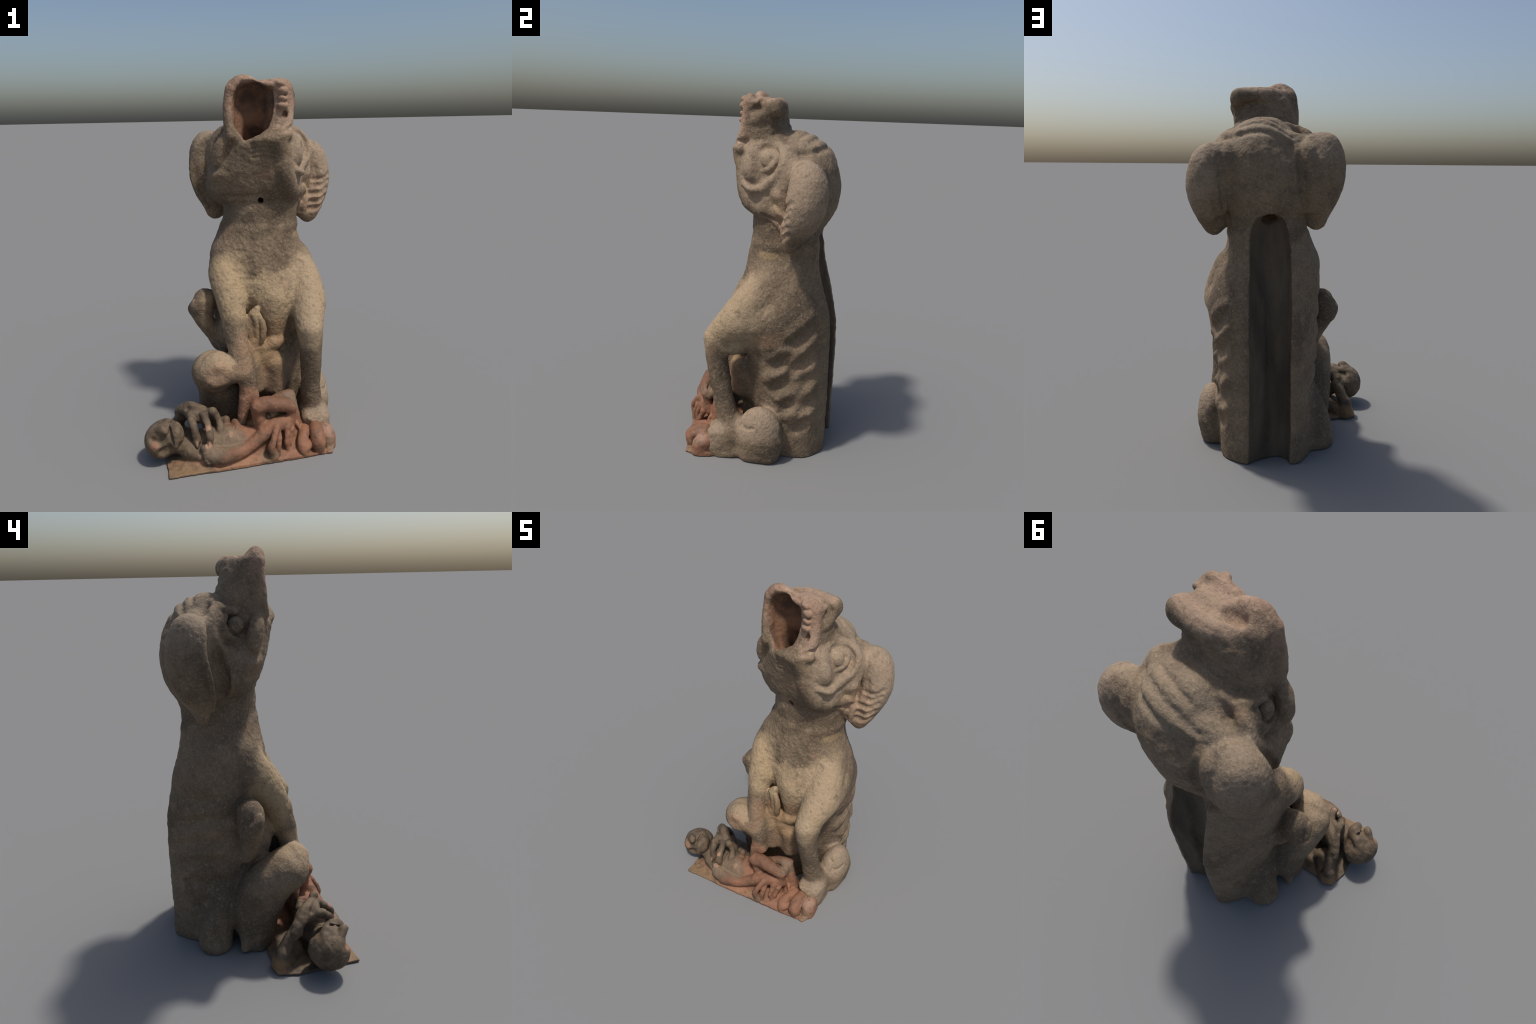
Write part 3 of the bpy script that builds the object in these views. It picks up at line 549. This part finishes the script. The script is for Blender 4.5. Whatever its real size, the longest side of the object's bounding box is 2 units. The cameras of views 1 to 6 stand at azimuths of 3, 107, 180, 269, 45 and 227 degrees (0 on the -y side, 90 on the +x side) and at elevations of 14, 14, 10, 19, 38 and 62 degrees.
    claws = [[(0.165, -0.262, 0.175), (0.182, -0.285, 0.175), (0.170, -0.322, 0.135), (0.158, -0.338, 0.095), (0.166, -0.325, 0.045), (0.168, -0.318, 0.02)],
             [(0.150, -0.25, 0.15), (0.190, -0.285, 0.145), (0.196, -0.305, 0.10), (0.190, -0.31, 0.06), (0.19, -0.305, 0.03), (0.185, -0.30, 0.015)],
             [(0.235, -0.232, 0.170), (0.242, -0.252, 0.158), (0.240, -0.270, 0.115), (0.236, -0.274, 0.080), (0.242, -0.272, 0.050), (0.246, -0.276, 0.025)],
             [(0.255, -0.20, 0.155), (0.262, -0.225, 0.140), (0.258, -0.240, 0.105), (0.255, -0.25, 0.08), (0.252, -0.25, 0.055), (0.25, -0.25, 0.04)]]
    for i, f in enumerate(claws):
        c.limb([(*p, r) for p, r in zip(f, (0.022, 0.022, 0.018, 0.020, 0.019, 0.014) if i == 0 else (0.020, 0.019, 0.016, 0.015, 0.012, 0.006))], f"claw_{i}", k=0.008)
    c.ball((0.166, -0.322, 0.030), (0.028, 0.022, 0.026), "claw_0", k=0.01)
    c.limb([(0.22, -0.12, 0.06, 0.06), (0.27, -0.12, 0.09, 0.05), (0.29, -0.14, 0.06, 0.05)], "slab", k=0.03)
    # bent leg lying across: knee, thigh, drooping hand above, shin going down behind
    c.limb([(0.085, -0.255, 0.288, 0.042), (0.13, -0.242, 0.292, 0.043), (0.185, -0.235, 0.290, 0.040), (0.235, -0.225, 0.280, 0.036), (0.265, -0.205, 0.262, 0.032)], "leg_lit", k=0.012)
    c.limb([(0.080, -0.240, 0.27, 0.036), (0.090, -0.235, 0.21, 0.040), (0.105, -0.225, 0.14, 0.042), (0.11, -0.21, 0.07, 0.05)], "leg_lit", k=0.02)
    c.limb([(0.255, -0.212, 0.27, 0.030), (0.262, -0.205, 0.23, 0.026), (0.258, -0.195, 0.18, 0.028)], "leg_lit", k=0.015)
    c.limb([(0.145, -0.195, 0.275, 0.026), (0.195, -0.155, 0.288, 0.026), (0.235, -0.135, 0.296, 0.026), (0.265, -0.118, 0.300, 0.016)], "hand_lit", k=0.012)
    c.limb([(0.262, -0.130, 0.285, 0.026), (0.272, -0.130, 0.20, 0.034), (0.280, -0.125, 0.10, 0.045)], "hand_lit", k=0.015)
    c.limb([(0.225, -0.145, 0.29, 0.024), (0.262, -0.165, 0.275, 0.022), (0.275, -0.185, 0.25, 0.02)], "hand_lit", k=0.012)
    c.limb([(0.20, -0.195, 0.318, 0.006), (0.235, -0.195, 0.312, 0.008), (0.268, -0.20, 0.292, 0.006)], None, k=0.008, cut=True)
    # huddle of toes at the right end
    c.limb([(0.335, -0.150, 0.085, 0.034), (0.330, -0.200, 0.085, 0.032), (0.322, -0.245, 0.060, 0.030), (0.326, -0.268, 0.030, 0.022)], "paw_toe_0", k=0.008)
    c.limb([(0.365, -0.195, 0.04, 0.03), (0.345, -0.255, 0.045, 0.026), (0.338, -0.27, 0.02, 0.018)], "paw_toe_0", k=0.01)
    c.limb([(0.402, -0.150, 0.100, 0.040), (0.404, -0.195, 0.098, 0.040), (0.410, -0.228, 0.070, 0.040), (0.415, -0.230, 0.030, 0.034)], "paw_toe_1", k=0.008)
    c.limb([(0.452, -0.125, 0.068, 0.044), (0.466, -0.155, 0.060, 0.044), (0.470, -0.165, 0.015, 0.042)], "paw_toe_2", k=0.010)
    c.limb([(0.278, -0.150, 0.150, 0.012), (0.297, -0.165, 0.130, 0.013), (0.308, -0.175, 0.112, 0.008)], "paw_toe_3", k=0.005)
    c.limb([(0.30, -0.15, 0.0, 0.06), (0.40, -0.14, 0.0, 0.06), (0.44, -0.13, 0.0, 0.05)], "slab", k=0.03)
    for p in ([(0.485, -0.3, 0.05), (0.490, -0.3, 0.03)], [(0.470, -0.3, 0.045), (0.474, -0.3, 0.02)]):
        c.drape([(*p[0], 0.004), (*p[1], 0.005)], (0.4, -1, 0.2), None, lift=0.1, k=0.006, cut=True)
    c.floor(0.0)
    return c
#BODY_END

# ================================================================== MATERIALS
class Nodes:
    def __init__(self, name):
        self.m = bpy.data.materials.new(name)
        self.m.use_nodes = True
        self.t = self.m.node_tree
        self.bsdf = self.t.nodes["Principled BSDF"]
        self.obj = self.t.nodes.new("ShaderNodeTexCoord").outputs["Object"]

    def new(self, kind, **kw):
        n = self.t.nodes.new(kind)
        for a, b in kw.items():
            setattr(n, a, b)
        return n

    def link(self, a, b):
        self.t.links.new(a, b)

    def noise(self, scale, detail=4.0, rough=0.55, offset=(0, 0, 0), stretch=(1, 1, 1)):
        mp = self.new("ShaderNodeMapping")
        mp.inputs["Location"].default_value = offset
        mp.inputs["Scale"].default_value = stretch
        n = self.new("ShaderNodeTexNoise")
        n.inputs["Scale"].default_value, n.inputs["Detail"].default_value, n.inputs["Roughness"].default_value = scale, detail, rough
        self.link(self.obj, mp.inputs["Vector"]); self.link(mp.outputs[0], n.inputs["Vector"])
        return n.outputs["Fac"]

    def math(self, op, a, b=None, c=None):
        n = self.new("ShaderNodeMath", operation=op)
        for i, v in enumerate((a, b, c)):
            if v is None:
                continue
            if isinstance(v, (int, float)):
                n.inputs[i].default_value = v
            else:
                self.link(v, n.inputs[i])
        return n.outputs[0]

    def step(self, v, lo, hi, a=0.0, b=1.0):
        n = self.new("ShaderNodeMapRange", interpolation_type="SMOOTHSTEP")
        self.link(v, n.inputs[0])
        for i, x in zip((1, 2, 3, 4), (lo, hi, a, b)):
            n.inputs[i].default_value = x
        return n.outputs[0]

    def mix(self, fac, a, b, blend="MIX"):
        n = self.new("ShaderNodeMix", data_type="RGBA", blend_type=blend)
        for sock, v in ((n.inputs[0], fac), (n.inputs[6], a), (n.inputs[7], b)):
            if isinstance(v, (int, float)):
                sock.default_value = v
            elif isinstance(v, tuple):
                sock.default_value = (*v, 1)
            else:
                self.link(v, sock)
        return n.outputs[2]

    def blob(self, centre, radii, ragged, amount=1.0):
        """Soft patch mask around a place on the carving, its edge broken up by noise."""
        mp = self.new("ShaderNodeVectorMath", operation="SUBTRACT")
        self.link(self.obj, mp.inputs[0]); mp.inputs[1].default_value = centre
        dv = self.new("ShaderNodeVectorMath", operation="DIVIDE")
        self.link(mp.outputs[0], dv.inputs[0]); dv.inputs[1].default_value = radii
        ln = self.new("ShaderNodeVectorMath", operation="LENGTH")
        self.link(dv.outputs[0], ln.inputs[0])
        d = self.math("ADD", ln.outputs["Value"], self.math("MULTIPLY", self.math("SUBTRACT", ragged, 0.5), 1.1))
        return self.step(d, 1.15, 0.65, 0.0, amount)

    def done(self, colour, rough, bump_h, strength=0.5, dist=0.004):
        self.link(colour, self.bsdf.inputs["Base Color"])
        if isinstance(rough, float):
            self.bsdf.inputs["Roughness"].default_value = rough
        else:
            self.link(rough, self.bsdf.inputs["Roughness"])
        self.bsdf.inputs["Specular IOR Level"].default_value = 0.25
        b = self.new("ShaderNodeBump")
        b.inputs["Strength"].default_value, b.inputs["Distance"].default_value = strength, dist
        self.link(bump_h, b.inputs["Height"]); self.link(b.outputs[0], self.bsdf.inputs["Normal"])
        return self.m

#MAT_BEGIN
PATCHES = [  # centre, radii, colour, amount
    ((-0.075, -0.05, 0.85), (0.16, 0.15, 0.27), (0.395, 0.288, 0.168), 0.80), # sunlit peaks of limbs and belly, painted in as pale ochre
    ((0.365, -0.02, 0.84), (0.17, 0.24, 0.25), (0.380, 0.282, 0.174), 0.80),
    ((0.130, -0.07, 0.84), (0.15, 0.11, 0.15), (0.375, 0.275, 0.160), 0.80),
    ((0.365, -0.15, 0.66), (0.09, 0.08, 0.10), (0.400, 0.300, 0.190), 0.60),
    ((0.15, -0.08, 0.58), (0.15, 0.10, 0.17), (0.330, 0.205, 0.105), 0.70),   # under the belly
    ((0.13, -0.06, 0.33), (0.16, 0.10, 0.14), (0.200, 0.120, 0.068), 0.60),
    ((0.33, 0.12, 1.60), (0.11, 0.22, 0.22), (0.335, 0.252, 0.174), 0.70),    # cheek, brow and ear lightened on the side the sun hits
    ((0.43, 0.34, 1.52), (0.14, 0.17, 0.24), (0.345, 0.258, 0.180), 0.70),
    ((0.10, 0.34, 1.75), (0.26, 0.16, 0.11), (0.285, 0.220, 0.150), 0.60),  # crown and far ear top brightened for light from above
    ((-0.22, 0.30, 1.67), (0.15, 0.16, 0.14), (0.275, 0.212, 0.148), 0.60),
    ((0.11, -0.05, 1.90), (0.24, 0.13, 0.16), (0.345, 0.212, 0.148), 0.70),   # pink lips and nose
    ((0.14, 0.10, 1.97), (0.20, 0.13, 0.06), (0.385, 0.265, 0.182), 0.65),
    ((0.26, -0.04, 1.77), (0.07, 0.07, 0.08), (0.390, 0.270, 0.188), 0.65),
    ((0.38, 0.25, 1.36), (0.10, 0.10, 0.17), (0.380, 0.255, 0.170), 0.55),    # reddish ear edge
    ((0.31, 0.13, 1.15), (0.05, 0.10, 0.022), (0.420, 0.290, 0.130), 0.30),   # lichen flecks on the neck
    ((0.31, 0.21, 1.43), (0.07, 0.06, 0.05), (0.330, 0.250, 0.120), 0.35),
    ((0.01, -0.19, 0.56), (0.05, 0.10, 0.16), (0.340, 0.205, 0.122), 0.45),   # rubbed clay on the foreleg
    ((0.02, -0.20, 0.27), (0.10, 0.09, 0.12), (0.300, 0.150, 0.090), 0.90),
    ((-0.15, -0.19, 0.54), (0.14, 0.12, 0.10), (0.370, 0.272, 0.170), 0.70),  # knee top coloured brighter where light strikes, with a scraped patch
    ((-0.11, -0.25, 0.455), (0.09, 0.07, 0.08), (0.350, 0.225, 0.138), 0.85),
    ((0.40, -0.08, 0.12), (0.11, 0.10, 0.10), (0.300, 0.225, 0.158), 0.60),   # paler paw and boulder
    ((0.42, 0.15, 0.25), (0.11, 0.14, 0.13), (0.345, 0.258, 0.180), 0.70),
    ((0.36, 0.18, 0.72), (0.08, 0.12, 0.07), (0.300, 0.180, 0.110), 0.50),    # rusty flank
    ((-0.17, 0.47, 0.40), (0.05, 0.10, 0.05), (0.380, 0.250, 0.150), 0.55),   # chipped back edge
]

def stone_material():
    m = Nodes("weathered_stone")
    big, mid, fine = m.noise(3.2, 6, 0.6), m.noise(13.0, 7, 0.62, offset=(3, 1, 7)), m.noise(62.0, 6, 0.65, offset=(9, 4, 2))
    grit = m.noise(210.0, 4, 0.6)
    grain = m.noise(105.0, 3, 0.55, offset=(4, 4, 9))
    col = m.mix(m.step(big, 0.38, 0.62), (0.112, 0.081, 0.052), (0.205, 0.148, 0.094))
    ragged = m.noise(9.0, 6, 0.65, offset=(5, 8, 3))
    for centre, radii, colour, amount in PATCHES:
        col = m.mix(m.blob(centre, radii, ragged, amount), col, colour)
    col = m.mix(m.step(mid, 0.52, 0.72, 0.0, 0.50), col, (0.092, 0.068, 0.047))
    col = m.mix(m.step(mid, 0.45, 0.28, 0.0, 0.40), col, (0.330, 0.242, 0.162))
    col = m.mix(m.step(fine, 0.52, 0.70, 0.0, 0.45), col, (0.085, 0.062, 0.042))
    col = m.mix(m.step(fine, 0.46, 0.29, 0.0, 0.45), col, (0.390, 0.290, 0.196))
    col = m.mix(m.step(grain, 0.50, 0.68, 0.0, 0.20), col, (0.440, 0.330, 0.235))
    col = m.mix(m.step(grain, 0.47, 0.32, 0.0, 0.20), col, (0.100, 0.072, 0.050))
    rust = m.noise(7.0, 6, 0.65, offset=(11, 2, 5))
    col = m.mix(m.step(rust, 0.58, 0.72, 0.0, 0.40), col, (0.330, 0.195, 0.120))
    speck = m.noise(44.0, 2, 0.5, offset=(1, 6, 2))
    col = m.mix(m.step(speck, 0.73, 0.79, 0.0, 0.35), col, (0.46, 0.38, 0.26))
    h = m.math("ADD", m.math("MULTIPLY", m.math("SUBTRACT", 1.0, fine), 1.0), m.math("ADD", m.math("MULTIPLY", grit, 0.3), m.math("MULTIPLY", grain, 0.4)))
    return m.done(col, 0.74, h, 0.7, 0.007)

def inside_material():
    m = Nodes("stained_throat")
    mid, fine = m.noise(12.0, 6), m.noise(60.0, 5, 0.6, offset=(2, 2, 2))
    col = m.mix(m.step(mid, 0.35, 0.65), (0.085, 0.052, 0.036), (0.190, 0.098, 0.055))
    rim = m.blob((0.06, -0.10, 1.86), (0.20, 0.10, 0.22), m.noise(9.0, 5, 0.6, offset=(5, 8, 3)), 1.0)
    col = m.mix(rim, col, m.mix(m.step(mid, 0.4, 0.6), (0.250, 0.155, 0.110), (0.390, 0.255, 0.190)))
    col = m.mix(m.step(fine, 0.55, 0.72, 0.0, 0.5), col, (0.07, 0.05, 0.04))
    return m.done(col, 0.9, fine, 0.5, 0.006)

def gutter_material():
    m = Nodes("sooty_gutter")  # dark gutter
    mid, fine = m.noise(7.0, 6, stretch=(1, 1, 0.25)), m.noise(60.0, 5, 0.6)
    col = m.mix(m.step(mid, 0.3, 0.7), (0.060, 0.047, 0.035), (0.135, 0.102, 0.070))
    return m.done(col, 0.9, fine, 0.5, 0.006)

def terracotta_material():
    """Bare red clay for the fallen figure, stained dark toward its head and hand."""
    m = Nodes("stained_terracotta")
    big, mid, fine = m.noise(5.0, 5), m.noise(18.0, 6, 0.6, offset=(3, 1, 7)), m.noise(80.0, 5, 0.6, offset=(9, 4, 2))
    ragged = m.noise(11.0, 5, 0.6, offset=(5, 8, 3))
    col = m.mix(m.step(big, 0.35, 0.65), (0.140, 0.070, 0.042), (0.240, 0.114, 0.066))
    sx = m.new("ShaderNodeSeparateXYZ"); m.link(m.obj, sx.inputs[0])
    along = m.math("ADD", sx.outputs[0], m.math("MULTIPLY", m.math("SUBTRACT", ragged, 0.5), 0.26))
    dark = m.mix(m.step(mid, 0.35, 0.65), (0.078, 0.056, 0.037), (0.155, 0.114, 0.073))
    col = m.mix(m.step(along, 0.0, -0.14), col, dark)
    for centre, radii, colour, amount in (
            ((-0.445, -0.41, 0.142), (0.026, 0.030, 0.024), (0.30, 0.15, 0.095), 0.8),
            ((-0.09, -0.31, 0.12), (0.11, 0.08, 0.08), (0.195, 0.142, 0.092), 0.70),
            ((-0.15, -0.39, 0.07), (0.09, 0.05, 0.06), (0.225, 0.155, 0.105), 0.70),
            ((0.00, -0.39, 0.02), (0.42, 0.10, 0.025), (0.270, 0.140, 0.078), 0.8),
            ((-0.27, -0.44, 0.01), (0.14, 0.07, 0.03), (0.205, 0.130, 0.070), 0.85),
            ((0.26, -0.17, 0.27), (0.07, 0.07, 0.06), (0.180, 0.130, 0.088), 0.7),
            ((0.16, -0.34, 0.04), (0.06, 0.05, 0.05), (0.180, 0.120, 0.075), 0.7),
            ((0.47, -0.17, 0.09), (0.05, 0.06, 0.05), (0.30, 0.20, 0.145), 0.6),
            ((0.48, -0.22, 0.03), (0.05, 0.05, 0.04), (0.20, 0.14, 0.09), 0.7),
            ((0.02, -0.20, 0.06), (0.14, 0.05, 0.10), (0.16, 0.115, 0.075), 0.7),
            ((-0.40, -0.08, 0.04), (0.08, 0.06, 0.05), (0.26, 0.145, 0.07), 0.7),
            ((-0.175, -0.36, 0.22), (0.022, 0.022, 0.022), (0.37, 0.21, 0.14), 0.8),
            ((-0.17, -0.385, 0.13), (0.02, 0.02, 0.03), (0.37, 0.22, 0.15), 0.8),
            ((-0.235, -0.38, 0.135), (0.016, 0.02, 0.02), (0.33, 0.19, 0.12), 0.8),
            ((-0.06, -0.305, 0.135), (0.015, 0.02, 0.035), (0.40, 0.23, 0.15), 0.8)):
        col = m.mix(m.blob(centre, radii, ragged, amount), col, colour)
    col = m.mix(m.step(mid, 0.50, 0.68, 0.0, 0.65), col, (0.095, 0.062, 0.040))
    col = m.mix(m.step(fine, 0.56, 0.72, 0.0, 0.40), col, (0.12, 0.08, 0.055))
    col = m.mix(m.step(fine, 0.42, 0.28, 0.0, 0.30), col, (0.36, 0.23, 0.15))
    return m.done(col, 0.68, fine, 0.4, 0.004)
#MAT_END

# ================================================================== ASSEMBLY
def finish_surface(v, q, label, rough):
    n = len(v)
    e = edges_of(q)
    for w in (0.5, -0.35, 0.5):                     # light fairing without shrinking
        v = v + w * (spread(e, n, v) - v)
    nrm = normals_of(v, q)
    v = v + nrm * rough(v)[:, None]
    v[:, 2] = np.maximum(v[:, 2], 0.0)
    # even out ragged part borders by majority vote among neighbours
    for _ in range(10):
        votes = np.zeros((n, len(LABELS)), np.float32)
        votes[np.arange(n), label] = 1.2
        for a, b in ((0, 1), (1, 0)):
            np.add.at(votes, (e[:, a], label[e[:, b]]), 0.5)
        label = votes.argmax(1)
    return v, q, label

def carve_out(name, v, q, nrm, mat):
    """A mesh of its own for one region, keeping the whole body's vertex normals."""
    used, inv = np.unique(q, return_inverse=True)
    me = bpy.data.meshes.new(name)
    f = inv.reshape(q.shape)
    me.from_pydata(v[used].tolist(), [], f.tolist())
    me.polygons.foreach_set("use_smooth", np.ones(len(f), bool))
    me.materials.append(mat)
    me.normals_split_custom_set_from_vertices(nrm[used].tolist())
    o = bpy.data.objects.new(name, me)
    bpy.context.scene.collection.objects.link(o)
    return o

def pieces(clay, rough):
    v, q, label = clay.mesh()
    v, q, label = finish_surface(v, q, label.astype(int), rough)
    nrm = normals_of(v, q)
    ql = label[q]
    face = np.where(ql[:, 0] == ql[:, 1], ql[:, 0], np.where(ql[:, 2] == ql[:, 3], ql[:, 2], ql[:, 0]))
    return v, q, nrm, face

def hound_rough(p):
    coarse = 0.0036 * noise(p, 0.045, 1) + 0.0028 * noise(p, 0.022, 2) + 0.0018 * noise(p, 0.011, 3)
    broad = 0.005 * noise(p, 0.16, 4)
    chest = near(p, (0.12, 0.0, 1.0), (0.4, 0.3, 0.5))
    return coarse * (0.45 + 0.45 * chest) + broad * 0.6

def figure_rough(p):
    return 0.0022 * noise(p, 0.030, 11) + 0.0012 * noise(p, 0.014, 12)

def main():
    root = bpy.data.objects.new("gargoyle_statue", None)
    bpy.context.scene.collection.objects.link(root)
    root["label"] = "weathered stone gargoyle of a howling seated hound over a fallen figure"
    root["category"] = "gargoyle sculpture"
    stone, inside, gutter, clay = stone_material(), inside_material(), gutter_material(), terracotta_material()

    # region -> (object name, parent region or None, material)
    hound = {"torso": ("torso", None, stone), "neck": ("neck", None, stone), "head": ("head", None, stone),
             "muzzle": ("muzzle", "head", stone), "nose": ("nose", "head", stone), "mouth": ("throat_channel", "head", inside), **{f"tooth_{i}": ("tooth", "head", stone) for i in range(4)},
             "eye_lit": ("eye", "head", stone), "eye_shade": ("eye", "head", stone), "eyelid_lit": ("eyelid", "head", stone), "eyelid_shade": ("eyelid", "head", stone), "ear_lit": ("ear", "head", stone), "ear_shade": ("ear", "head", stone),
             "forelimb_lit": ("forelimb", None, stone), "forelimb_shade": ("forelimb", None, stone), "paw": ("paw", "forelimb_lit", stone),
             "boulder": ("boulder", None, stone), "sheath": ("sheath", None, stone), "scrotum": ("scrotum", None, stone),
             "hindlimb": ("hindlimb", None, stone), "foot": ("foot", "hindlimb", stone), "tail": ("tail", None, stone), "gutter": ("gutter", None, gutter)}
    figure = {"figure_torso": ("fallen_figure", None, clay), "slab": ("slab", None, clay), "human_head": ("human_head", "figure_torso", clay), "human_eye": ("human_eye", "figure_torso", clay),
              "arm_shade": ("arm", "figure_torso", clay), "hand_shade": ("hand", "figure_torso", clay), "hand_front": ("hand", "figure_torso", clay), "hand_lit": ("hand", "figure_torso", clay),
              "hand_hip": ("hand", "figure_torso", clay), "leg_front": ("leg", "figure_torso", clay), "leg_lit": ("leg", "figure_torso", clay), "finger_bone": ("finger_bones", "figure_torso", clay), "toe_big": ("toe", "figure_torso", clay)}
    for kind, name in (("finger", "finger"), ("claw", "finger"), ("toe", "toe"), ("paw_toe", "toe")):
        figure.update({f"{kind}_{i}": (name, "figure_torso", clay) for i in range(4)})

    for build, rough, regions in ((build_hound, hound_rough, hound), (build_figure, figure_rough, figure)):
        v, q, nrm, face = pieces(build(), rough)
        made = {}
        for key, (name, parent, mat) in regions.items():
            sel = face == LABELS.index(key) if key in LABELS else np.zeros(len(face), bool)
            if sel.any():
                made[key] = carve_out(name, v, q[sel], nrm, mat)
        for key, o in made.items():
            p = regions[key][1]
            o.parent = made[p] if p in made else root
        if "finger_bone" in made:
            made["finger_bone"]["kind"] = "stuff"

main()
